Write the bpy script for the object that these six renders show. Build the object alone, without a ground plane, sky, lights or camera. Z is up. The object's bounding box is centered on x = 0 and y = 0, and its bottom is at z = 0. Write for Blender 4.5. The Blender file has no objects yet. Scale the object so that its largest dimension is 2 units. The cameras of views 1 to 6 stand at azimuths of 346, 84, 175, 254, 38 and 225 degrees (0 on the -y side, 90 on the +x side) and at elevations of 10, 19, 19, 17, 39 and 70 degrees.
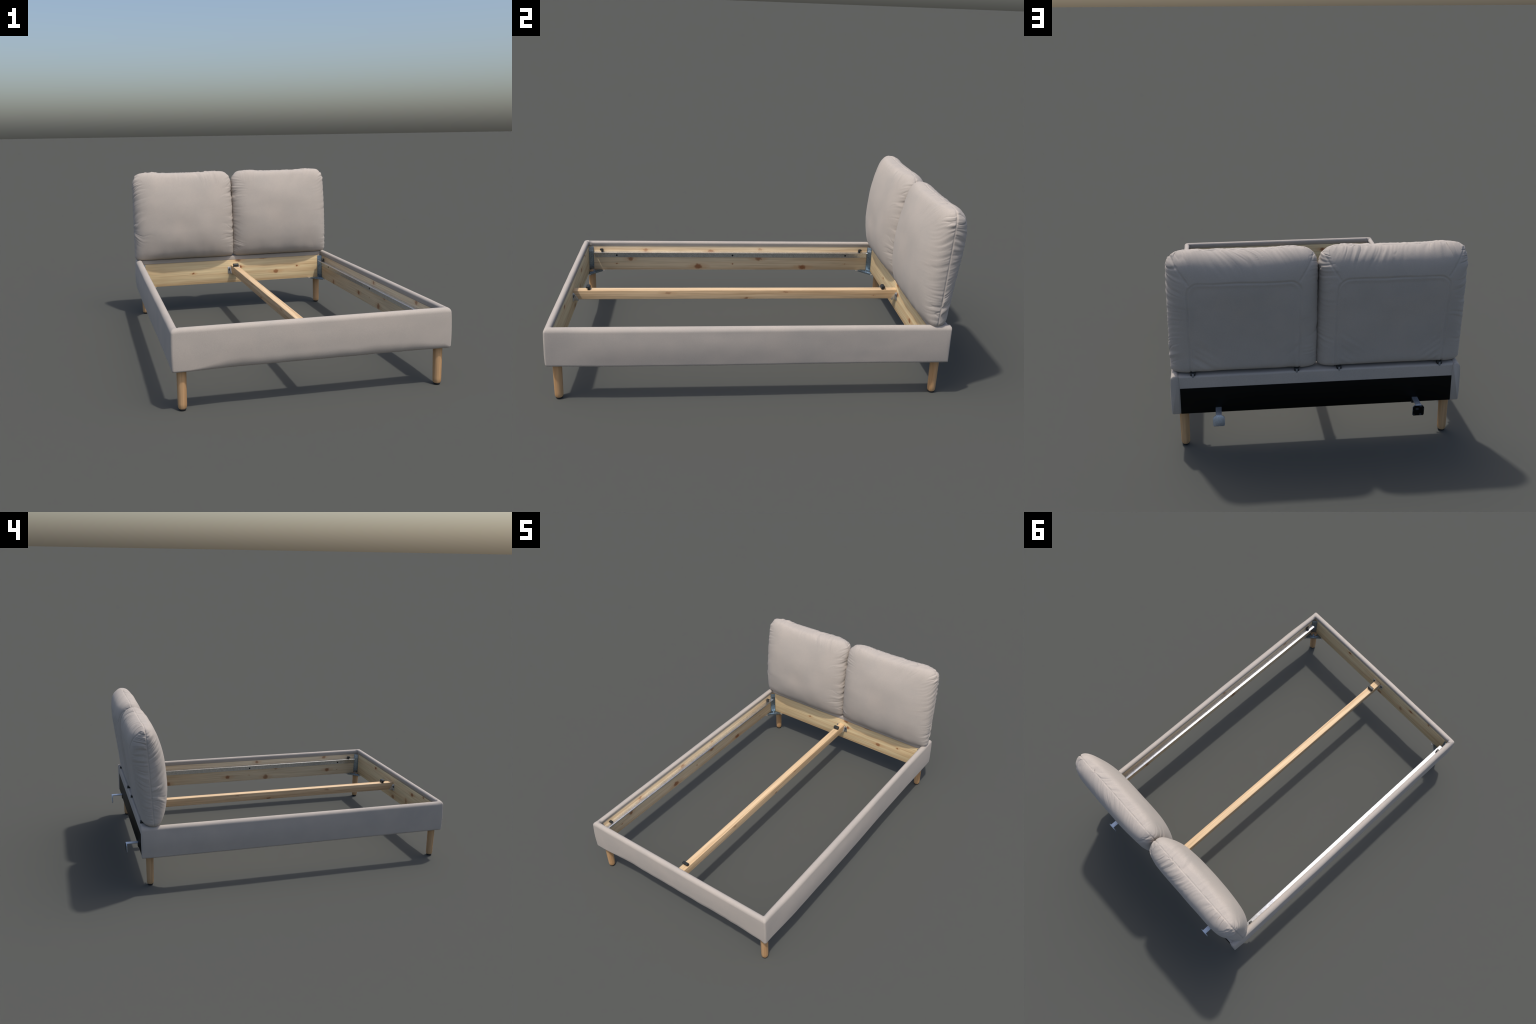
# Upholstered bed frame: padded rails, two headboard cushions, pine inner boards,
# a pine centre beam, galvanised fittings and turned wooden legs.
import bpy, bmesh, math
import numpy as np
from mathutils import Vector, noise

# ------------------------------------------------------------------ sizes (metres)
IN_X = 0.622            # inner face of the side rails
IN_FOOT = -0.960        # inner face of the footboard
PAD = 0.034             # thickness of a padded rail
Z_LOW, Z_TOP = 0.1835, 0.3775
Z_WOOD = 0.342          # the pine inner boards end here, fabric above
RECESS = 0.0095         # the boards lie this far behind the fabric lip
HEAD_IN, HEAD_OUT = 0.833, 0.925
Y_END = 0.929           # rear end of the side rails
HEAD_TOP = 0.371

# ------------------------------------------------------------------ materials
def new_mat(name):
    m = bpy.data.materials.new(name)
    m.use_nodes = True
    nt = m.node_tree
    return m, nt, nt.nodes["Principled BSDF"]

def N(nt, kind, **props):
    n = nt.nodes.new(kind)
    for k, v in props.items():
        setattr(n, k, v)
    return n

def ramp(nt, stops):
    r = N(nt, "ShaderNodeValToRGB")
    e = r.color_ramp.elements
    while len(e) < len(stops):
        e.new(0.5)
    for el, (p, c) in zip(e, stops):
        el.position = p
        el.color = (*c, 1)
    return r

def math_node(nt, op, a, b=None, clamp=False):
    n = N(nt, "ShaderNodeMath", operation=op)
    n.use_clamp = clamp
    for i, v in enumerate((a, b)):
        if v is None:
            continue
        if hasattr(v, "is_linked"):
            nt.links.new(v, n.inputs[i])
        else:
            n.inputs[i].default_value = v
    return n.outputs[0]

def mixc(nt, fac, a, b, blend="MIX"):
    n = N(nt, "ShaderNodeMix", data_type="RGBA", blend_type=blend)
    for sock, v in ((n.inputs[0], fac), (n.inputs[6], a), (n.inputs[7], b)):
        if hasattr(v, "is_linked"):
            nt.links.new(v, sock)
        else:
            sock.default_value = v if not isinstance(v, tuple) else (*v, 1)
    return n.outputs[2]

def obj_coord(nt, scale=(1, 1, 1)):
    t = N(nt, "ShaderNodeTexCoord")
    mp = N(nt, "ShaderNodeMapping")
    mp.inputs["Scale"].default_value = scale
    nt.links.new(t.outputs["Object"], mp.inputs[0])
    return mp.outputs[0]

def noise_tex(nt, vec, scale, detail=2.0, rough=0.5, distortion=0.0):
    n = N(nt, "ShaderNodeTexNoise")
    n.inputs["Scale"].default_value = scale
    n.inputs["Detail"].default_value = detail
    n.inputs["Roughness"].default_value = rough
    n.inputs["Distortion"].default_value = distortion
    nt.links.new(vec, n.inputs["Vector"])
    return n.outputs["Fac"]

def bump(nt, bsdf, height, strength, dist):
    b = N(nt, "ShaderNodeBump")
    b.inputs["Strength"].default_value = strength
    b.inputs["Distance"].default_value = dist
    nt.links.new(height, b.inputs["Height"])
    nt.links.new(b.outputs[0], bsdf.inputs["Normal"])

FABRIC = (0.418, 0.372, 0.330)

def fabric_material():
    m, nt, b = new_mat("woven_fabric")
    v = obj_coord(nt)
    cloud = noise_tex(nt, v, 7.0, 3.0)
    weave = noise_tex(nt, obj_coord(nt, (1, 1, 1)), 420.0, 2.0, 0.7)
    lo = tuple(c * k for c, k in zip(FABRIC, (0.955, 0.965, 0.97)))
    hi = tuple(c * k for c, k in zip(FABRIC, (1.045, 1.035, 1.025)))
    r = ramp(nt, [(0.3, lo), (0.7, hi)])
    nt.links.new(cloud, r.inputs[0])
    w = ramp(nt, [(0.3, (0.93, 0.93, 0.93)), (0.7, (1.07, 1.07, 1.07))])
    nt.links.new(weave, w.inputs[0])
    nt.links.new(mixc(nt, 1.0, r.outputs[0], w.outputs[0], "MULTIPLY"), b.inputs["Base Color"])
    b.inputs["Roughness"].default_value = 0.92
    b.inputs["Specular IOR Level"].default_value = 0.15
    b.inputs["Sheen Weight"].default_value = 0.06
    b.inputs["Sheen Roughness"].default_value = 0.5
    bump(nt, b, weave, 0.12, 0.001)
    return m

def wood_material(name, axis, knots, pale, tan, streak, plane=(0, 2), seed=0.0, knot_dark=(0.26, 0.085, 0.028), ring=1.0):
    """Plain-sawn softwood. axis: the long axis; plane: (long, across) axis numbers;
    knots: (along, across, radius along, radius across, strength)."""
    m, nt, b = new_mat(name)
    sc = [34.0, 34.0, 34.0]
    sc[axis] = 0.8
    tc = N(nt, "ShaderNodeTexCoord")
    mp = N(nt, "ShaderNodeMapping")
    mp.inputs["Scale"].default_value = sc
    mp.inputs["Location"].default_value = (seed, seed * 1.7, seed * 0.6)
    nt.links.new(tc.outputs["Object"], mp.inputs[0])
    sep = N(nt, "ShaderNodeSeparateXYZ")
    nt.links.new(tc.outputs["Object"], sep.inputs[0])
    along, across = sep.outputs[plane[0]], sep.outputs[plane[1]]
    # knots are never quite round
    wob = N(nt, "ShaderNodeTexNoise")
    wob.inputs["Scale"].default_value = 70.0
    nt.links.new(tc.outputs["Object"], wob.inputs["Vector"])
    along = math_node(nt, "ADD", along, math_node(nt, "MULTIPLY", math_node(nt, "SUBTRACT", wob.outputs["Fac"], 0.5), 0.026))
    across = math_node(nt, "ADD", across, math_node(nt, "MULTIPLY", math_node(nt, "SUBTRACT", wob.outputs["Fac"], 0.5), -0.012))
    knot_core, knot_halo = None, None
    for (a, c, ra, rc, s) in knots:
        da = math_node(nt, "DIVIDE", math_node(nt, "SUBTRACT", along, a), ra)
        dc = math_node(nt, "DIVIDE", math_node(nt, "SUBTRACT", across, c), rc)
        d2 = math_node(nt, "ADD", math_node(nt, "MULTIPLY", da, da), math_node(nt, "MULTIPLY", dc, dc))
        core = math_node(nt, "MULTIPLY", math_node(nt, "SUBTRACT", 1.25, d2, clamp=True), s)
        # halo drawn out along the grain
        da2 = math_node(nt, "MULTIPLY", da, 0.30)
        dc2 = math_node(nt, "MULTIPLY", dc, 0.75)
        h2 = math_node(nt, "ADD", math_node(nt, "MULTIPLY", da2, da2), math_node(nt, "MULTIPLY", dc2, dc2))
        halo = math_node(nt, "MULTIPLY", math_node(nt, "SUBTRACT", 1.0, h2, clamp=True), s * 0.55)
        knot_core = core if knot_core is None else math_node(nt, "MAXIMUM", knot_core, core)
        knot_halo = halo if knot_halo is None else math_node(nt, "MAXIMUM", knot_halo, halo)
    broad = noise_tex(nt, mp.outputs[0], 0.9, 2.0, 0.5, 0.15)
    fine = noise_tex(nt, mp.outputs[0], 4.2, 3.0, 0.6, 0.4)
    r = ramp(nt, [(0.30, streak), (0.43, tan), (0.56, pale), (0.72, tuple(min(1, x * 1.06) for x in pale))])
    nt.links.new(math_node(nt, "ADD", math_node(nt, "MULTIPLY", broad, 0.72), math_node(nt, "MULTIPLY", fine, 0.28)), r.inputs[0])
    f = ramp(nt, [(0.35, (1 - 0.14 * ring,) * 3), (0.60, (1.04, 1.04, 1.04))])
    nt.links.new(fine, f.inputs[0])
    col = mixc(nt, 1.0, r.outputs[0], f.outputs[0], "MULTIPLY")
    if knot_core is not None:
        col = mixc(nt, knot_halo, col, tuple(x * y for x, y in zip(tan, (0.85, 0.60, 0.42))))
        col = mixc(nt, knot_core, col, knot_dark)
    nt.links.new(col, b.inputs["Base Color"])
    b.inputs["Roughness"].default_value = 0.62
    b.inputs["Specular IOR Level"].default_value = 0.3
    bump(nt, b, fine, 0.08, 0.001)
    return m

def metal_material(name, tint, spangle=0.35, rough=(0.22, 0.42)):
    m, nt, b = new_mat(name)
    v = obj_coord(nt)
    vo = N(nt, "ShaderNodeTexVoronoi")
    vo.inputs["Scale"].default_value = 160.0
    nt.links.new(v, vo.inputs["Vector"])
    n = noise_tex(nt, v, 60.0, 3.0)
    mixf = math_node(nt, "ADD", math_node(nt, "MULTIPLY", vo.outputs["Distance"], 0.5), math_node(nt, "MULTIPLY", n, 0.6))
    r = ramp(nt, [(0.2, tuple(c * (1 - spangle) for c in tint)), (0.75, tuple(min(1, c * (1 + spangle * 0.6)) for c in tint))])
    nt.links.new(mixf, r.inputs[0])
    nt.links.new(r.outputs[0], b.inputs["Base Color"])
    b.inputs["Metallic"].default_value = 1.0
    rr = N(nt, "ShaderNodeMapRange")
    rr.inputs["To Min"].default_value, rr.inputs["To Max"].default_value = rough
    nt.links.new(n, rr.inputs[0])
    nt.links.new(rr.outputs[0], b.inputs["Roughness"])
    bump(nt, b, n, 0.25, 0.002)
    return m

def plain_material(name, col, rough=0.5, spec=0.5):
    m, nt, b = new_mat(name)
    n = noise_tex(nt, obj_coord(nt), 45.0, 2.0)
    r = ramp(nt, [(0.3, tuple(c * 0.85 for c in col)), (0.7, tuple(c * 1.15 for c in col))])
    nt.links.new(n, r.inputs[0])
    nt.links.new(r.outputs[0], b.inputs["Base Color"])
    b.inputs["Roughness"].default_value = rough
    b.inputs["Specular IOR Level"].default_value = spec
    return m

PALE, TAN, STREAK = (0.72, 0.565, 0.325), (0.68, 0.50, 0.28), (0.59, 0.385, 0.19)
PALE_S, TAN_S, STREAK_S = (0.70, 0.555, 0.36), (0.65, 0.485, 0.30), (0.57, 0.395, 0.225)
fabric = fabric_material()
pine_head = wood_material("pine_head_board", 0, [
    (-0.281, 0.262, 0.010, 0.008, 1.0), (0.301, 0.245, 0.020, 0.014, 0.8), (0.455, 0.274, 0.009, 0.007, 0.9),
    (0.030, 0.336, 0.020, 0.010, 0.75), (0.046, 0.290, 0.011, 0.013, 0.9), (0.205, 0.343, 0.030, 0.006, 0.5)], PALE, TAN, STREAK, (0, 2), 3.1)
pine_foot = wood_material("pine_foot_board", 0, [
    (0.279, 0.326, 0.012, 0.010, 1.0), (-0.303, 0.306, 0.017, 0.013, 0.9), (-0.026, 0.200, 0.022, 0.014, 0.7),
    (-0.455, 0.336, 0.010, 0.008, 0.8), (-0.223, 0.236, 0.013, 0.024, 0.55)],
    PALE, TAN, STREAK, (0, 2), 11.3)
pine_left = wood_material("pine_side_board", 1, [
    (-0.709, 0.258, 0.018, 0.014, 0.75), (-0.285, 0.208, 0.025, 0.019, 0.85), (0.100, 0.261, 0.022, 0.015, 0.75),
    (0.386, 0.203, 0.025, 0.016, 0.85), (-0.207, 0.312, 0.018, 0.010, 0.6), (-0.615, 0.318, 0.015, 0.012, 0.6),
    (0.106, 0.323, 0.012, 0.010, 0.4), (-0.066, 0.225, 0.005, 0.005, 0.8), (-0.796, 0.227, 0.005, 0.005, 0.8),
    (0.665, 0.225, 0.008, 0.004, 0.6)], PALE_S, TAN_S, STREAK_S, (1, 2), 23.7)
pine_right = wood_material("pine_side_board.001", 1, [
    (0.107, 0.221, 0.019, 0.015, 0.8), (-0.198, 0.205, 0.019, 0.020, 0.7), (-0.707, 0.227, 0.018, 0.015, 0.8),
    (-0.125, 0.328, 0.014, 0.012, 0.7), (-0.677, 0.332, 0.014, 0.012, 0.65), (-0.794, 0.224, 0.004, 0.004, 0.8),
    (0.563, 0.199, 0.016, 0.018, 0.7), (-0.277, 0.263, 0.015, 0.006, 0.5), (-0.062, 0.226, 0.004, 0.004, 0.8)],
    PALE_S, TAN_S, STREAK_S, (1, 2), 37.9)
pine_beam = wood_material("pine_beam", 1, [
    (-0.45, 0.292, 0.020, 0.007, 0.5), (-0.02, 0.262, 0.016, 0.006, 0.8), (0.20, 0.296, 0.016, 0.005, 0.5),
    (0.70, 0.276, 0.006, 0.003, 0.7)], (0.67, 0.485, 0.29), (0.61, 0.42, 0.24), (0.49, 0.305, 0.15), (1, 2), 5.5, (0.24, 0.11, 0.05), 1.2)
leg_wood = wood_material("turned_leg_wood", 2, [], (0.53, 0.325, 0.165), (0.49, 0.29, 0.14), (0.42, 0.235, 0.105), (2, 0), 8.8)
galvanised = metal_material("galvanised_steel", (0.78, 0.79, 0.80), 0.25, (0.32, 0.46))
zinc_blue = metal_material("blue_zinc_steel", (0.29, 0.36, 0.42), 0.4, (0.25, 0.5))
hook_steel = metal_material("pale_zinc_steel", (0.62, 0.68, 0.76), 0.15, (0.45, 0.6))
black_board = plain_material("black_backing", (0.0020, 0.0024, 0.0020), 0.5, 0.12)
black_plastic = plain_material("black_plastic", (0.022, 0.024, 0.024), 0.5, 0.4)
disc_dark = plain_material("dark_disc", (0.03, 0.035, 0.04), 0.7, 0.2)  # dark colour for solid discs that stand in for holes
rubber = plain_material("rubber_foot", (0.02, 0.02, 0.02), 0.8, 0.2)

# ------------------------------------------------------------------ objects
root = bpy.data.objects.new("bed_frame", None)
bpy.context.scene.collection.objects.link(root)
root["label"] = "beige upholstered bed frame with two headboard cushions"
root["category"] = "bed frame"

def add(name, mesh, mat=None, parent=root, loc=None, rot=None):
    o = bpy.data.objects.new(name, mesh)
    bpy.context.scene.collection.objects.link(o)
    o.parent = parent
    if mat is not None and not mesh.materials:
        mesh.materials.append(mat)
    if loc is not None:
        o.location = loc
    if rot is not None:
        o.rotation_euler = rot
    return o

def mesh_from(name, verts, faces, smooth=True, angle=None, merge=None):
    bm = bmesh.new()
    vs = [bm.verts.new(v) for v in verts]
    for f in faces:
        try:
            bm.faces.new([vs[i] for i in f])
        except ValueError:
            pass
    if merge:
        bmesh.ops.remove_doubles(bm, verts=bm.verts, dist=merge)
    bmesh.ops.recalc_face_normals(bm, faces=bm.faces)
    me = bpy.data.meshes.new(name)
    bm.to_mesh(me)
    bm.free()
    if smooth:
        me.polygons.foreach_set("use_smooth", [True] * len(me.polygons))
        if angle is not None:
            me.set_sharp_from_angle(angle=math.radians(angle))
    return me

def box_mesh(name, lo, hi, bevel=0.0015, seg=2):
    bm = bmesh.new()
    bmesh.ops.create_cube(bm, size=1.0)
    lo, hi = Vector(lo), Vector(hi)
    for v in bm.verts:
        v.co = Vector(((lo[i] + hi[i]) / 2 + v.co[i] * (hi[i] - lo[i]) for i in range(3)))
    if bevel:
        bmesh.ops.bevel(bm, geom=list(bm.edges), offset=bevel, segments=seg, affect="EDGES", profile=0.5)
    me = bpy.data.meshes.new(name)
    bm.to_mesh(me)
    bm.free()
    me.polygons.foreach_set("use_smooth", [True] * len(me.polygons))
    me.set_sharp_from_angle(angle=math.radians(40))
    return me

def prism_mesh(name, outline, axis, a, b, bevel=0.0):
    """Outline of 2D points in the two other axes (in x,y,z order), extruded along axis from a to b."""
    others = [i for i in range(3) if i != axis]
    bm = bmesh.new()
    ring = []
    for p in outline:
        co = [0, 0, 0]
        co[others[0]], co[others[1]], co[axis] = p[0], p[1], a
        ring.append(bm.verts.new(co))
    f = bm.faces.new(ring)
    ex = bmesh.ops.extrude_face_region(bm, geom=[f])
    d = [0, 0, 0]
    d[axis] = b - a
    bmesh.ops.translate(bm, vec=d, verts=[g for g in ex["geom"] if isinstance(g, bmesh.types.BMVert)])
    bmesh.ops.recalc_face_normals(bm, faces=bm.faces)
    if bevel:
        bmesh.ops.bevel(bm, geom=list(bm.edges), offset=bevel, segments=2, affect="EDGES", profile=0.5)
    me = bpy.data.meshes.new(name)
    bm.to_mesh(me)
    bm.free()
    me.polygons.foreach_set("use_smooth", [True] * len(me.polygons))
    me.set_sharp_from_angle(angle=math.radians(35))
    return me

def lathe_mesh(name, prof, seg=32):
    verts, faces = [], []
    for r, z in prof:
        for k in range(seg):
            a = 2 * math.pi * k / seg
            verts.append((r * math.cos(a), r * math.sin(a), z))
    for i in range(len(prof) - 1):
        for k in range(seg):
            k2 = (k + 1) % seg
            faces.append((i * seg + k, i * seg + k2, (i + 1) * seg + k2, (i + 1) * seg + k))
    faces.append(tuple(range(seg))[::-1])
    faces.append(tuple((len(prof) - 1) * seg + k for k in range(seg)))
    return mesh_from(name, verts, faces, True, 40)

def rounded_rect(x0, x1, z0, z1, r, seg=5):
    pts = []
    for cx, cz, a0 in ((x1 - r, z1 - r, 0), (x0 + r, z1 - r, 90), (x0 + r, z0 + r, 180), (x1 - r, z0 + r, 270)):
        for k in range(seg + 1):
            a = math.radians(a0 + 90 * k / seg)
            pts.append((cx + r * math.cos(a), cz + r * math.sin(a)))
    return pts

def sstep(a, b, x):
    t = np.clip((x - a) / (b - a), 0, 1)
    return t * t * (3 - 2 * t)

# ------------------------------------------------------------------ padded rails: one U-shaped sweep
def rail_profile(belly_x, belly_z, swell, z_top=Z_TOP, recess=RECESS):
    """Closed section (outward offset, height): belly_* set how far the lower outer edge rolls under,
    swell how far the padding bows out."""
    low_out = PAD + 0.65 * swell
    p = [(recess * 1.42 + 0.0005, Z_LOW + 0.002), (recess + 0.008, Z_LOW)]
    for k in range(9):                                   # lower outer roll
        a = math.radians(-90 + 90 * k / 8)
        e = 1.0 + 8.0 * max(belly_x - 0.011, 0)
        c, sn = math.cos(a), -math.sin(a)
        p.append((low_out - belly_x + belly_x * max(c, 0) ** e, Z_LOW + belly_z - belly_z * max(sn, 0) ** e))
    z0, z1 = Z_LOW + belly_z, z_top - 0.022
    for k in range(1, 9):                                # outer face, bowed
        t = k / 9
        p.append((PAD + swell * (0.65 + 0.45 * math.sin(math.pi * t) - 0.15 * t), z0 + (z1 - z0) * t))
    for k in range(8):                                   # top roll, outer quarter
        a = math.radians(90 * k / 7)
        p.append((0.0155 + (PAD + 0.5 * swell - 0.0155) * math.cos(a), z1 + 0.022 * math.sin(a)))
    for k in range(1, 7):                                # top roll, inner quarter
        a = math.radians(90 + 90 * k / 6)
        p.append((0.0155 + 0.0130 * math.cos(a), z_top - 0.013 + 0.013 * math.sin(a)))
    p += [(0.0020 + 0.3 * recess, 0.355), (max(recess - 0.0012, 0.0), Z_WOOD + 0.001), (recess * 1.42, Z_WOOD - 0.002)]
    return p

def build_rails():
    R = 0.011
    stations = []      # (kind, data)
    ys = list(np.linspace(Y_END, IN_FOOT, 84))
    xs = list(np.linspace(IN_X, -IN_X, 60))
    for i, y in enumerate(ys):
        stations.append(("right", y, 0.0))
    for k in range(0, 7):
        stations.append(("corner_r", 0, 90 * k / 6))
    for x in xs:
        stations.append(("foot", x, 0.0))
    for k in range(0, 7):
        stations.append(("corner_l", 0, 90 * k / 6))
    for y in reversed(ys):
        stations.append(("left", y, 0.0))
    # soften the two rear ends by insetting extra end stations
    def inset(prof, d):
        far = max(o for o, z in prof)
        return [(min(max(o, d), far - d), min(max(z, Z_LOW + d * 0.8), Z_TOP - 0.002 - d)) for o, z in prof]
    rings, tags = [], []
    def params(kind, s):
        if kind == "foot":
            t = float(sstep(-0.60, -0.33, np.array(s)))
            t *= 1 - 0.5 * float(sstep(0.42, 0.64, np.array(s)))
            t *= 0.92 + 0.22 * noise.noise(Vector((s * 7.0, 3.3, 1.7))) + 0.12 * noise.noise(Vector((s * 19.0, 8.1, 0.4)))
            mid = 1 - (s / IN_X) ** 2
            return 0.008 + 0.016 * t, 0.010 + 0.046 * t, 0.0040 + 0.0015 * mid, 0.3785
        if kind in ("right", "left"):
            y = np.array(s)
            if kind == "left":
                rear = float(sstep(-0.85, 0.30, y)) * (1 - 0.60 * float(sstep(0.84, 0.93, y)))
                return 0.010, 0.013, 0.0045 + 0.0095 * rear, 0.3738, 0.0 if s > 0.84 else RECESS
            fore = float(sstep(-0.95, -0.72, y)) * (1 - 0.85 * float(sstep(-0.25, 0.45, y)))
            return 0.010, 0.013, 0.0022 + 0.0108 * fore + 0.0035 * float(sstep(0.55, 0.85, y)), 0.3775, 0.0 if s > 0.84 else RECESS
        if kind == "corner_l":
            return 0.008, 0.010, 0.0043, 0.377
        return 0.011, 0.014, 0.0043, 0.378
    for kind, s, ang in stations:
        prof = rail_profile(*params(kind, s))
        ring = []
        if kind in ("right", "left") and s > Y_END - 0.004:
            prof = inset(prof, 0.005)
        for o, z in prof:
            if kind == "right":
                p = (IN_X + o, s, z)
            elif kind == "left":
                p = (-IN_X - o, s, z)
            elif kind == "foot":
                p = (s, IN_FOOT - o, z)
            else:
                r = min(o, R)
                a = math.radians(ang)
                if kind == "corner_r":
                    p = (IN_X + (o - r) + r * math.cos(a), IN_FOOT - (o - r) - r * math.sin(a), z)
                else:
                    p = (-IN_X - (o - r) - r * math.sin(a), IN_FOOT - (o - r) - r * math.cos(a), z)
            ring.append(p)
        rings.append(ring)
        tags.append(kind)
        if kind == "right" and s == Y_END:
            pass
    # full-section ring just before each rounded end
    def straight_ring(kind, y):
        sgn = 1 if kind == "right" else -1
        return [(sgn * (IN_X + o), y, z) for o, z in rail_profile(*params(kind, y))]
    def half_ring(kind, y):
        sgn = 1 if kind == "right" else -1
        return [(sgn * (IN_X + o), y, z) for o, z in inset(rail_profile(*params(kind, y)), 0.0018)]
    rings[1:1] = [half_ring("right", Y_END - 0.002), straight_ring("right", Y_END - 0.007)]
    tags[1:1] = ["right", "right"]
    rings[-1:-1] = [straight_ring("left", Y_END - 0.007), half_ring("left", Y_END - 0.002)]
    tags[-1:-1] = ["left", "left"]
    n = len(rings[0])
    verts, faces, ftag = [], [], []
    for ring in rings:
        for p in ring:
            # softness of the padding: shallow dents over a hand's width
            q = Vector((p[0] * 5, p[1] * 5, p[2] * 9))
            d = 0.0012 * (noise.noise(q) + 0.5 * noise.noise(q * 2.3 + Vector((7, 1, 3))))
            on_out = abs(p[0]) > IN_X + 0.02 or p[1] < IN_FOOT - 0.02
            if on_out and p[1] < Y_END - 0.01:
                if p[1] < IN_FOOT - 0.015:
                    p = (p[0], p[1] - d, p[2])
                else:
                    p = (p[0] + math.copysign(d, p[0]), p[1], p[2])
            verts.append(p)
    for i in range(len(rings) - 1):
        for k in range(n):
            k2 = (k + 1) % n
            faces.append((i * n + k, i * n + k2, (i + 1) * n + k2, (i + 1) * n + k))
            t = tags[i] if tags[i] == tags[i + 1] else (tags[i] if "corner" in tags[i] else tags[i + 1])
            ftag.append("right" if t == "right" else "left" if t == "left" else "foot")
    faces.append(tuple(range(n))); ftag.append("right")
    faces.append(tuple((len(rings) - 1) * n + k for k in range(n))[::-1]); ftag.append("left")
    whole = bpy.data.meshes.new("rails_whole")
    whole.from_pydata(verts, [], faces)
    bmw = bmesh.new(); bmw.from_mesh(whole)
    bmesh.ops.recalc_face_normals(bmw, faces=bmw.faces)
    bmw.to_mesh(whole); bmw.free()
    whole.update()
    polys = [tuple(p.vertices) for p in whole.polygons]
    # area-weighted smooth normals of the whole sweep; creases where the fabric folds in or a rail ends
    vn = [v.normal.copy() for v in whole.vertices]
    out = {}
    for part, name in (("right", "side_rail"), ("left", "side_rail"), ("foot", "footboard")):
        idx = [i for i, t in enumerate(ftag) if t == part]
        used = sorted({v for i in idx for v in polys[i]})
        remap = {v: j for j, v in enumerate(used)}
        me = bpy.data.meshes.new(name)
        me.from_pydata([verts[v] for v in used], [], [[remap[v] for v in polys[i]] for i in idx])
        me.polygons.foreach_set("use_smooth", [True] * len(me.polygons))
        me.update()
        me.normals_split_custom_set_from_vertices([vn[v] for v in used])
        out[part] = add(name, me, fabric)
    bpy.data.meshes.remove(whole)
    return out

rails = build_rails()

# ------------------------------------------------------------------ head rail
def head_rail():
    prof = rounded_rect(HEAD_IN + 0.003, HEAD_OUT, Z_LOW, HEAD_TOP, 0.009, 6)
    verts, faces = [], []
    xs = np.linspace(-IN_X - 0.017, IN_X + 0.017, 80)
    n = len(prof)
    for x in xs:
        for y, z in prof:
            d = 0.0018 * noise.noise(Vector((x * 6, y * 20, z * 14)))
            if z > 0.32:
                z = z + d
            verts.append((x, y, z))
    for i in range(len(xs) - 1):
        for k in range(n):
            k2 = (k + 1) % n
            faces.append((i * n + k, i * n + k2, (i + 1) * n + k2, (i + 1) * n + k))
    faces.append(tuple(range(n)))
    faces.append(tuple((len(xs) - 1) * n + k for k in range(n)))
    return mesh_from("headboard_rail", verts, faces, True, 50)

head = add("headboard_rail", head_rail(), fabric)
add("backing_panel", box_mesh("backing_panel", (-0.6235, HEAD_OUT - 0.006, 0.1840), (0.6205, HEAD_OUT + 0.0015, 0.3115), 0.001), black_board, head)
# fabric lip under the cushions on the front of the head rail
add("fabric_edge", box_mesh("fabric_edge", (-0.6255, HEAD_IN + 0.0005, 0.3425), (0.6255, HEAD_IN + 0.006, 0.3685), 0.0022, 3), fabric, head)

# ------------------------------------------------------------------ pine inner boards
add("inner_board", box_mesh("head_board_mesh", (-0.629, HEAD_IN - 0.001, 0.1855), (0.629, HEAD_IN + 0.008, 0.3420), 0.001), pine_head, head)
WX = IN_X + RECESS - 0.001       # inner faces of the boards
WF = IN_FOOT - RECESS + 0.0068
WH = HEAD_IN - 0.001
add("inner_board", box_mesh("foot_board_mesh", (-WX - 0.002, WF - 0.010, 0.1850), (WX + 0.002, WF, Z_WOOD), 0.001), pine_foot, rails["foot"])
add("inner_board", box_mesh("left_board_mesh", (-WX - 0.010, WF - 0.002, 0.1850), (-WX, WH + 0.002, Z_WOOD), 0.001), pine_left, rails["left"])
add("inner_board", box_mesh("right_board_mesh", (WX, WF - 0.002, 0.1850), (WX + 0.010, WH + 0.002, Z_WOOD), 0.001), pine_right, rails["right"])

# ------------------------------------------------------------------ headboard cushions
FRONT_V = [(-1.0, 0.0), (-0.985, 0.34), (-0.94, 0.54), (-0.82, 0.735), (-0.68, 0.85), (-0.51, 0.94), (-0.30, 0.99), (-0.07, 1.0),
           (0.23, 0.96), (0.51, 0.855), (0.725, 0.715), (0.87, 0.575), (0.95, 0.445), (0.985, 0.31), (1.0, 0.0)]

def hermite(points, x):
    xs = np.array([p[0] for p in points]); ys = np.array([p[1] for p in points])
    d = np.diff(ys) / np.diff(xs)
    m = np.zeros(len(xs)); m[0], m[-1] = d[0] * 1.6, d[-1] * 1.6
    for i in range(1, len(xs) - 1):
        m[i] = 0 if d[i - 1] * d[i] <= 0 else 2 * d[i - 1] * d[i] / (d[i - 1] + d[i])
    i = np.clip(np.searchsorted(xs, x) - 1, 0, len(xs) - 2)
    h = xs[i + 1] - xs[i]; t = (x - xs[i]) / h
    return ((2 * t**3 - 3 * t**2 + 1) * ys[i] + (t**3 - 2 * t**2 + t) * h * m[i]
            + (-2 * t**3 + 3 * t**2) * ys[i + 1] + (t**3 - t**2) * h * m[i + 1])

def noise_grid(a, b, seed):
    f = np.frompyfunc(lambda p, q: noise.noise(Vector((p, q, seed))), 2, 1)
    return f(a, b).astype(float)

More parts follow.
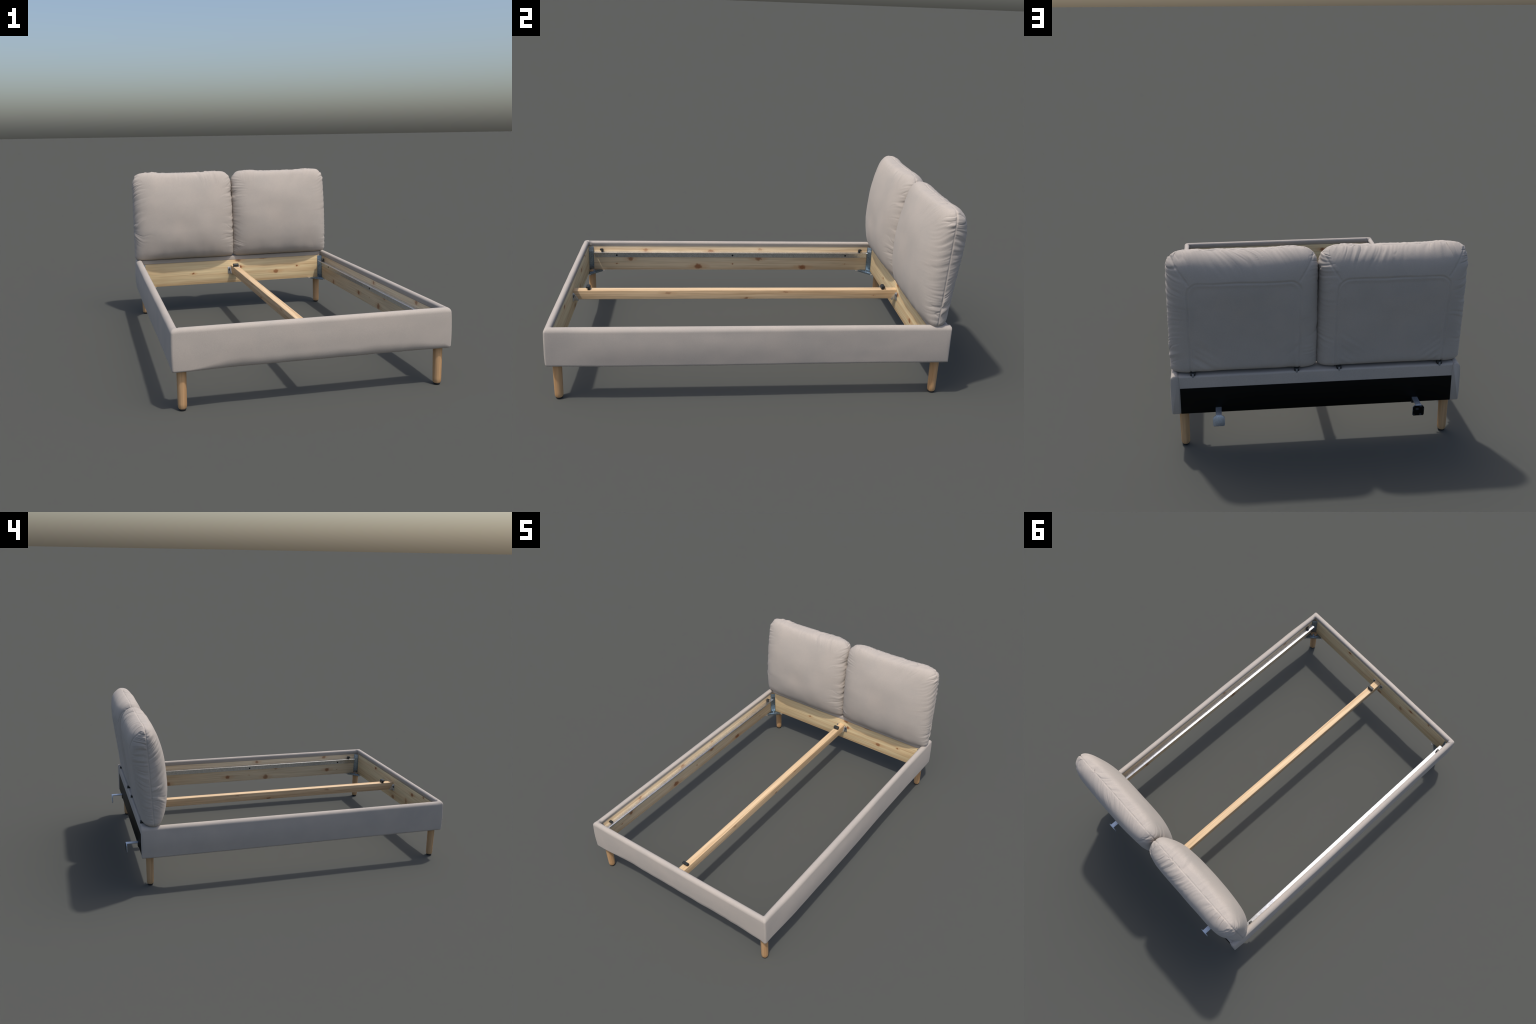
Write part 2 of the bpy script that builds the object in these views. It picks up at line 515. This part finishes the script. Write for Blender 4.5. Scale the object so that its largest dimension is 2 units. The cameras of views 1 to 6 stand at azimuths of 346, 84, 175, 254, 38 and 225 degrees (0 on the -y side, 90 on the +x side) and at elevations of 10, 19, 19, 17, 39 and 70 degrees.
def cushion_mesh(name, x_in, x_out, seed, puff):
    """A boxed pillow: seam outline in x-z, puffed to the front, with a flat sewn panel at the back."""
    nu, nv = 300, 280
    def crowd(n):                                       # rows packed towards the seam, where the wall is steep
        t = np.linspace(-1, 1, n + 1)
        return np.sign(t) * (1 - (1 - np.abs(t)) ** 2.15)
    U, V = crowd(nu), crowd(nv)
    u, v = np.meshgrid(U, V)                            # rows: v
    # u runs from the inner side (-1, middle of the bed) to the outer side (+1)
    z_bot = 0.3680 + 0.004 * (1 - u**2)
    z_top = 0.9455 + 0.0065 * np.exp(-((np.abs(u) - 0.78) / 0.22) ** 2)
    z = z_bot + (z_top - z_bot) * (v + 1) / 2
    # rounded corners pull the sides in
    w = abs(x_out - x_in)
    rt, rb = 0.082, 0.026
    dt = np.clip((z - (0.950 - rt)) / rt, 0, 1); db = np.clip((0.373 + rb - z) / rb, 0, 1)
    pull = np.where(u < 0, 0.076, 0.068) * (1 - np.sqrt(np.clip(1 - dt**2, 0, 1))) + 0.020 * (1 - np.sqrt(np.clip(1 - db**2, 0, 1)))
    half = w / 2 - pull - 0.004 * sstep(0.6, 0.92, z)
    x = (x_in + x_out) / 2 + math.copysign(1, x_out - x_in) * half * u
    y_seam = 0.858 + (z - 0.41) * 0.060
    hu_f = (1 - np.abs(u) ** np.where(u < 0, 3.5, 3.3)) ** np.where(u < 0, 0.37, 0.385)
    fine = np.linspace(-1, 1, 4001)
    raw = hermite(FRONT_V, fine)
    kern = np.exp(-(np.arange(-300, 301) * 0.0005 / 0.07) ** 2); kern /= kern.sum()
    soft = np.convolve(np.pad(raw, 300, mode="edge"), kern, "valid")
    keep = sstep(0.70, 0.90, np.abs(fine))
    hv_f = np.interp(v, fine, raw * keep + soft * (1 - keep))
    front = y_seam - puff * hu_f * hv_f
    au = np.abs(u)
    hu_b = (1 - au ** 6.5) ** 0.46
    hv_b = np.where(v > 0, (1 - np.abs(v) ** 5.0) ** 0.54, (1 - np.abs(v) ** 24) ** 0.5)
    back = y_seam + (0.070 + 0.024 * sstep(0.42, 0.84, z)) * hu_b * hv_b
    # perimeter coordinate and distance to the seam for the gathers
    eu, ev = (1 - au) * w / 2, (1 - np.abs(v)) * 0.285
    edge = np.minimum(eu, ev)
    on_side = eu < ev
    per = np.where(on_side, z + np.where(u > 0, 3.0, 7.0), x + np.where(v > 0, 11.0, 15.0))
    blend = np.clip(np.abs(eu - ev) / 0.03, 0, 1)
    result = []
    for is_front, yy in ((True, front), (False, back)):
        P = np.stack([x, yy, z], -1)
        du = np.gradient(P, axis=1); dv = np.gradient(P, axis=0)
        nrm = np.cross(du, dv)
        nrm /= np.linalg.norm(nrm, axis=-1, keepdims=True) + 1e-12
        if (nrm[nv // 2, nu // 2, 1] > 0) == is_front:
            nrm = -nrm
        wall = np.abs(yy - y_seam)
        reach_d = np.hypot(edge, wall)                  # distance from the seam over the surface, roughly
        # gathers: folds that start at the seam, slant a little and fade over a few centimetres
        sd = seed + (0 if is_front else 40)
        slant = 0.9 * noise_grid(per * 3.1, edge * 0 + 1.3, sd + 9)
        q = per + slant * reach_d + 0.030 * noise_grid(per * 7.0, reach_d * 9, sd + 4)
        g = noise_grid(q * 18.0, reach_d * 4.0, sd)
        g2 = noise_grid(q * 43.0, reach_d * 7.0, sd + 17)
        gate = np.clip(0.36 + 1.7 * noise_grid(per * 5.5, reach_d * 6.0, sd + 23), 0.0, 1.0)
        reach = 0.085 + 0.055 * np.clip(noise_grid(per * 6.0, edge * 0 + 5.1, sd + 2), -0.6, 1)
        fade = np.exp(-(reach_d / reach) ** 2.0) * sstep(0.0, 0.008, reach_d) * (0.35 + 0.65 * blend)
        top = sstep(0.25, 0.95, v); low = sstep(-0.55, -0.98, v)
        side = np.where(on_side, 1.0, 0.0)
        amp = (0.0048 * side + 0.0044 * top + 0.0018) * (1.0 - 0.55 * low)
        if is_front:
            amp = amp * 0.8
        g3 = noise_grid(q * 95.0, reach_d * 11.0, sd + 51)
        crease = np.exp(-(np.abs(noise_grid(q * 27.0, reach_d * 5.0, sd + 61)) / 0.055) ** 2)
        ridge = 0.4 - np.abs(g) * 1.6
        disp = amp * fade * (gate * (0.85 * ridge + 0.5 * g) + (0.2 + 0.55 * gate) * g2 + 0.28 * g3 - 0.55 * gate * crease)
        # broad softness
        disp = disp + 0.0036 * noise_grid(x * 7 + seed, z * 7, seed + 3) * sstep(0, 0.05, edge)
        # bottom hem pucker on the front
        if is_front:
            disp = disp + 0.003 * low * noise_grid(x * 22 + seed, z * 6, seed + 6) * sstep(0.0, 0.03, edge)
        else:
            # sewn-in back panel (open at the bottom) and mitre seams to the upper corners
            px0, px1 = sorted((x_in + math.copysign(0.083, x_out - x_in), x_out - math.copysign(0.093, x_out - x_in)))
            cx, hw = (px0 + px1) / 2, (px1 - px0) / 2
            ztop, rad = 0.822, 0.052
            ax = np.abs(x - cx) - (hw - rad)
            az = z - (ztop - rad)
            dist = np.where((ax > 0) & (az > 0), np.hypot(ax, az) - rad, np.maximum(ax, az) - rad)
            groove = np.exp(-(dist / 0.0034) ** 2)
            dist = dist + 0.004 * noise_grid(x * 9, z * 9, seed + 27)
            groove = np.exp(-(dist / 0.0050) ** 2)
            step = sstep(0.006, -0.026, dist)
            disp = disp - (0.0030 + 0.0022 * noise_grid(x * 14, z * 14, seed + 31)) * groove - 0.0042 * step
            for sg in (-1, 1):
                ca = np.array([cx + sg * (hw - 0.012), ztop - 0.010]); cb = np.array([cx + sg * (hw + 0.060), 0.925])
                d = cb - ca; L = np.hypot(*d); d = d / L
                t = (x - ca[0]) * d[0] + (z - ca[1]) * d[1]
                e = (x - ca[0]) * d[1] - (z - ca[1]) * d[0]
                disp = disp - 0.0024 * np.exp(-(e / 0.0050) ** 2) * sstep(0, 0.012, t) * sstep(L + 0.03, L, t)
            # slack folds in the lower corners of the panel
            corner = sstep(0.62, 0.44, z) * sstep(0.25, 0.9, np.abs(x - cx) / hw) * step
            disp = disp + 0.0030 * corner * noise_grid((z * 1.0 - np.abs(x - cx) * 0.7) * 38, x * 4, seed + 12)
        P = P + nrm * disp[..., None]
        # stitched seam: a narrow valley where front and back meet
        pin = np.exp(-(np.hypot(edge, wall) / 0.0034) ** 2)
        P[..., 0] -= np.where(on_side, np.sign(x - (x_in + x_out) / 2) * 0.0022 * pin, 0)
        P[..., 2] -= np.where(~on_side & (v > 0), 0.0020 * pin, 0)
        result.append(P)
    F, B = result
    rim = np.zeros_like(u, bool); rim[0, :] = rim[-1, :] = True; rim[:, 0] = rim[:, -1] = True
    B[rim] = F[rim]
    nb = (nu + 1) * (nv + 1)
    idx = np.arange(nb).reshape(nv + 1, nu + 1)
    bidx = np.where(rim, idx, idx + nb)
    verts = np.concatenate([F.reshape(-1, 3), B.reshape(-1, 3)])
    faces = []
    for grid in (idx, bidx):
        a, b, c, d = grid[:-1, :-1], grid[:-1, 1:], grid[1:, 1:], grid[1:, :-1]
        faces += np.stack([a, b, c, d], -1).reshape(-1, 4).tolist()
    bm = bmesh.new()
    vs = [bm.verts.new(p) for p in verts]
    for f in faces:
        bm.faces.new([vs[i] for i in f])
    loose = [q for q in bm.verts if not q.link_faces]
    bmesh.ops.delete(bm, geom=loose, context="VERTS")
    bmesh.ops.recalc_face_normals(bm, faces=bm.faces)
    me = bpy.data.meshes.new(name)
    bm.to_mesh(me); bm.free()
    me.polygons.foreach_set("use_smooth", [True] * len(me.polygons))
    return me

c_right = add("headboard_cushion", cushion_mesh("cushion_right", -0.003, 0.661, 2.3, 0.115), fabric)
c_left = add("headboard_cushion", cushion_mesh("cushion_left", 0.002, -0.667, 8.9, 0.122), fabric)

# dowels that carry the cushions on the head rail
peg = lathe_mesh("peg", [(0.0072, 0.0), (0.0072, 0.016), (0.0060, 0.018)], 20)
recess = box_mesh("peg_dark_block", (-0.0115, -0.017, 0.007), (0.0115, 0.0058, 0.0200), 0.003, 3)  # solid black block standing in for the dark cut-out around a peg
peg_grey = plain_material("grey_peg", (0.20, 0.195, 0.19), 0.7, 0.2)
for xx, cu in ((0.560, c_right), (0.095, c_right), (-0.098, c_left), (-0.563, c_left)):
    o = add("support_peg", peg, peg_grey, cu, (xx, 0.9185, 0.3640))
    add("peg_dark_block", recess, black_plastic, o)

# ------------------------------------------------------------------ legs
leg = lathe_mesh("leg", [(0.0165, 0.006), (0.0198, 0.0125), (0.0205, 0.03), (0.0222, 0.191), (0.020, 0.192)], 40)
cap = lathe_mesh("foot_cap", [(0.0150, 0.0), (0.0165, 0.0012), (0.0165, 0.0075)], 32)
for lx, ly in ((0.612, -0.949), (-0.612, -0.949), (0.609, 0.880), (-0.609, 0.880)):
    o = add("leg", leg, leg_wood, root, (lx, ly, 0))
    add("foot_cap", cap, rubber, o)

# ------------------------------------------------------------------ angle irons with slat clips
def clip_mesh(name, width):
    """Profile in y-z of a hooked block, extruded over its width."""
    prof = [(-0.003, 0.0), (0.009, 0.0), (0.010, 0.014), (0.006, 0.021), (-0.008, 0.0215), (-0.0125, 0.016), (-0.010, 0.012), (-0.003, 0.011)]
    return prism_mesh(name, prof, 0, -width / 2, width / 2, 0.0012)

small_clip, wide_clip = clip_mesh("slat_clip", 0.016), clip_mesh("slat_clip_wide", 0.037)
round_disc = lathe_mesh("small_disc", [(0.0075, 0.0), (0.0075, 0.003), (0.0055, 0.0042)], 16)  # plain disc shared by the hole stand-ins and the hook plate spots
IRON_Z = 0.3085
for sgn, key in ((1, "right"), (-1, "left")):
    y0, y1 = -0.931, 0.804
    prof = [(WX, IRON_Z), (WX, 0.2695), (WX - 0.0026, 0.2695), (WX - 0.0026, IRON_Z - 0.0028),
            (WX - 0.0305, IRON_Z - 0.0028), (WX - 0.0312, IRON_Z)]
    prof = [(sgn * a, b) for a, b in prof]
    iron = add("angle_iron", prism_mesh("angle_iron", prof, 1, y0, y1, 0.0006), galvanised, rails[key])
    for yy in (-0.795, -0.067, 0.664):
        add("screw_hole_disc", round_disc, disc_dark, iron, (sgn * (WX - 0.0022), yy, 0.2825), (0, -sgn * math.pi / 2, 0)).scale = (0.8, 0.8, 0.35)  # dark disc laid on the iron in place of an open hole
    for yy, flip in ((-0.884, 0), (0.755, math.pi)):
        add("slat_clip", small_clip, black_plastic, iron, (sgn * (WX - 0.013), yy, IRON_Z - 0.0005), (0, 0, flip))

# ------------------------------------------------------------------ corner brackets
def bracket_post():
    """Plan profile: two flanges on the boards and a chamfer across the corner."""
    out = [(0.0005, 0.026), (0.0005, 0.020), (0.020, 0.0005), (0.026, 0.0005)]
    inn = [(0.026, 0.0025), (0.0210, 0.0025), (0.0025, 0.0210), (0.0025, 0.026)]
    return prism_mesh("bracket_post", out + inn, 2, 0.185, 0.341, 0.0005)

def bracket_plate():
    pts = [(0.0, 0.0), (0.078, 0.0), (0.081, 0.004), (0.004, 0.081), (0.0, 0.078)]
    return prism_mesh("leg_plate", pts, 2, 0.1825, 0.1862, 0.0006)

def bracket_lip():
    pts = [(0.076, 0.0045), (0.079, 0.0065), (0.0065, 0.079), (0.0045, 0.076)]
    return prism_mesh("plate_lip", pts, 2, 0.1770, 0.1850, 0.0006)

post, plate, lip = bracket_post(), bracket_plate(), bracket_lip()
tab = box_mesh("plate_tab", (0.080, 0.001, 0.1815), (0.094, 0.013, 0.1850), 0.001)
tab2 = box_mesh("plate_tab_other", (0.001, 0.080, 0.1815), (0.013, 0.094, 0.1850), 0.001)
big_bolt = lathe_mesh("plate_bolt", [(0.011, 0.0), (0.011, 0.003), (0.007, 0.0035), (0.007, 0.009), (0.005, 0.0105)], 18)
ridge_bar = box_mesh("plate_rib", (-0.017, -0.0022, 0.0), (0.017, 0.0022, 0.0045), 0.0015)
for sx, sy in ((1, -1), (-1, -1), (1, 1), (-1, 1)):
    cx, cy = sx * WX, (WF if sy < 0 else WH)
    o = add("corner_bracket", post, zinc_blue, root, (cx, cy, 0))
    o.scale = (-sx, -sy, 1)
    add("leg_plate", plate, zinc_blue, o)
    add("plate_lip", lip, zinc_blue, o)
    add("plate_tab", tab, galvanised, o)
    add("plate_tab", tab2, galvanised, o)
    add("plate_bolt", big_bolt, zinc_blue, o, (0.028, 0.028, 0.186))
    for px, py, rz in ((0.049, 0.018, 2.2), (0.018, 0.049, 2.5)):
        add("plate_rib", ridge_bar, zinc_blue, o, (px, py, 0.1855), (0, 0, rz))

# ------------------------------------------------------------------ centre beam
BX = 0.0205
beam = add("support_beam", box_mesh("support_beam", (-BX, WF + 0.0005, 0.2560), (BX, WH - 0.0005, 0.3075), 0.0016, 3), pine_beam)
for yy, flip in ((-0.882, 0), (0.754, math.pi)):
    add("slat_clip", wide_clip, black_plastic, beam, (-0.002, yy, 0.307), (0, 0, flip))

def gusset(sgn):
    return prism_mesh("gusset", [(0.0, 0.250), (0.0, 0.295), (0.004, 0.295), (0.030, 0.2545), (0.028, 0.250)], 0,
                      sgn * (BX + 0.0008), sgn * (BX + 0.0030), 0.0004)

gus = {1: gusset(1), -1: gusset(-1)}
flange = {sg: box_mesh("flange", (min(sg * 0.0215, sg * 0.042), 0.0, 0.249), (max(sg * 0.0215, sg * 0.042), 0.0025, 0.296), 0.0006) for sg in (1, -1)}
cradle = box_mesh("cradle", (-BX - 0.003, 0.0, 0.2520), (BX + 0.003, 0.028, 0.2552), 0.0006)
for yb, fl in ((WF, 0.0), (WH, math.pi)):
    h = add("beam_bracket", cradle, zinc_blue, beam, (0, yb + (0.0005 if fl == 0 else -0.0005), 0), (0, 0, fl))
    for sg in (1, -1):
        add("gusset", gus[sg], galvanised, h)
        add("flange", flange[sg], galvanised, h)
        s = add("screw_hole_disc", round_disc, disc_dark, h, (sg * 0.0325, 0.0024, 0.277), (-math.pi / 2, 0, 0))  # dark disc in place of the flange's slot hole
        s.scale = (0.75, 1.2, 0.5)

# ------------------------------------------------------------------ rear wall hooks
def hook_plate():
    pts = [(-0.0265, -0.0475), (-0.022, -0.052), (0.022, -0.052), (0.0265, -0.0475), (0.0265, -0.010), (0.018, 0.0), (-0.018, 0.0), (-0.0265, -0.010)]
    return prism_mesh("hook_plate", pts, 1, 0.0, 0.0055, 0.0008)

arm = box_mesh("wall_hook", (-0.0132, 0.0, -0.006), (0.0132, 0.072, 0.0), 0.0015)
hplate = hook_plate()
face = prism_mesh("glitch_overlay", [(-0.0262, -0.0473), (-0.022, -0.0517), (0.022, -0.0517), (0.0262, -0.0473), (0.0262, -0.0102), (0.018, -0.0003), (-0.018, -0.0003), (-0.0262, -0.0102)], 1, 0.0046, 0.0058)
base = box_mesh("hook_base", (-0.0135, -0.002, -0.030), (0.0135, 0.004, 0.002), 0.001)
for hx, dark in ((0.4515, False), (-0.4540, True)):
    o = add("wall_hook", arm, hook_steel, head, (hx, HEAD_OUT, 0.2095))
    pl = add("hook_plate", hplate, hook_steel, o, (0, 0.0690, -0.0025))
    add("hook_base", base, black_plastic, o, (0, 0, 0))
    if dark:
        add("glitch_overlay", face, black_board, pl)  # overlay and spots added to copy a dark texture glitch on this plate
        for dx, dz, sc in ((0.006, -0.018, 1.0), (-0.024, -0.020, 0.45), (0.0235, -0.026, 0.35), (-0.010, -0.0465, 0.8), (0.020, -0.045, 0.5), (-0.011, -0.005, 0.8)):
            s = add("glitch_spot", round_disc, hook_steel, pl, (dx, 0.0053, dz), (-math.pi / 2, 0, 0))
            s.scale = (sc, sc * 0.8, 0.25)
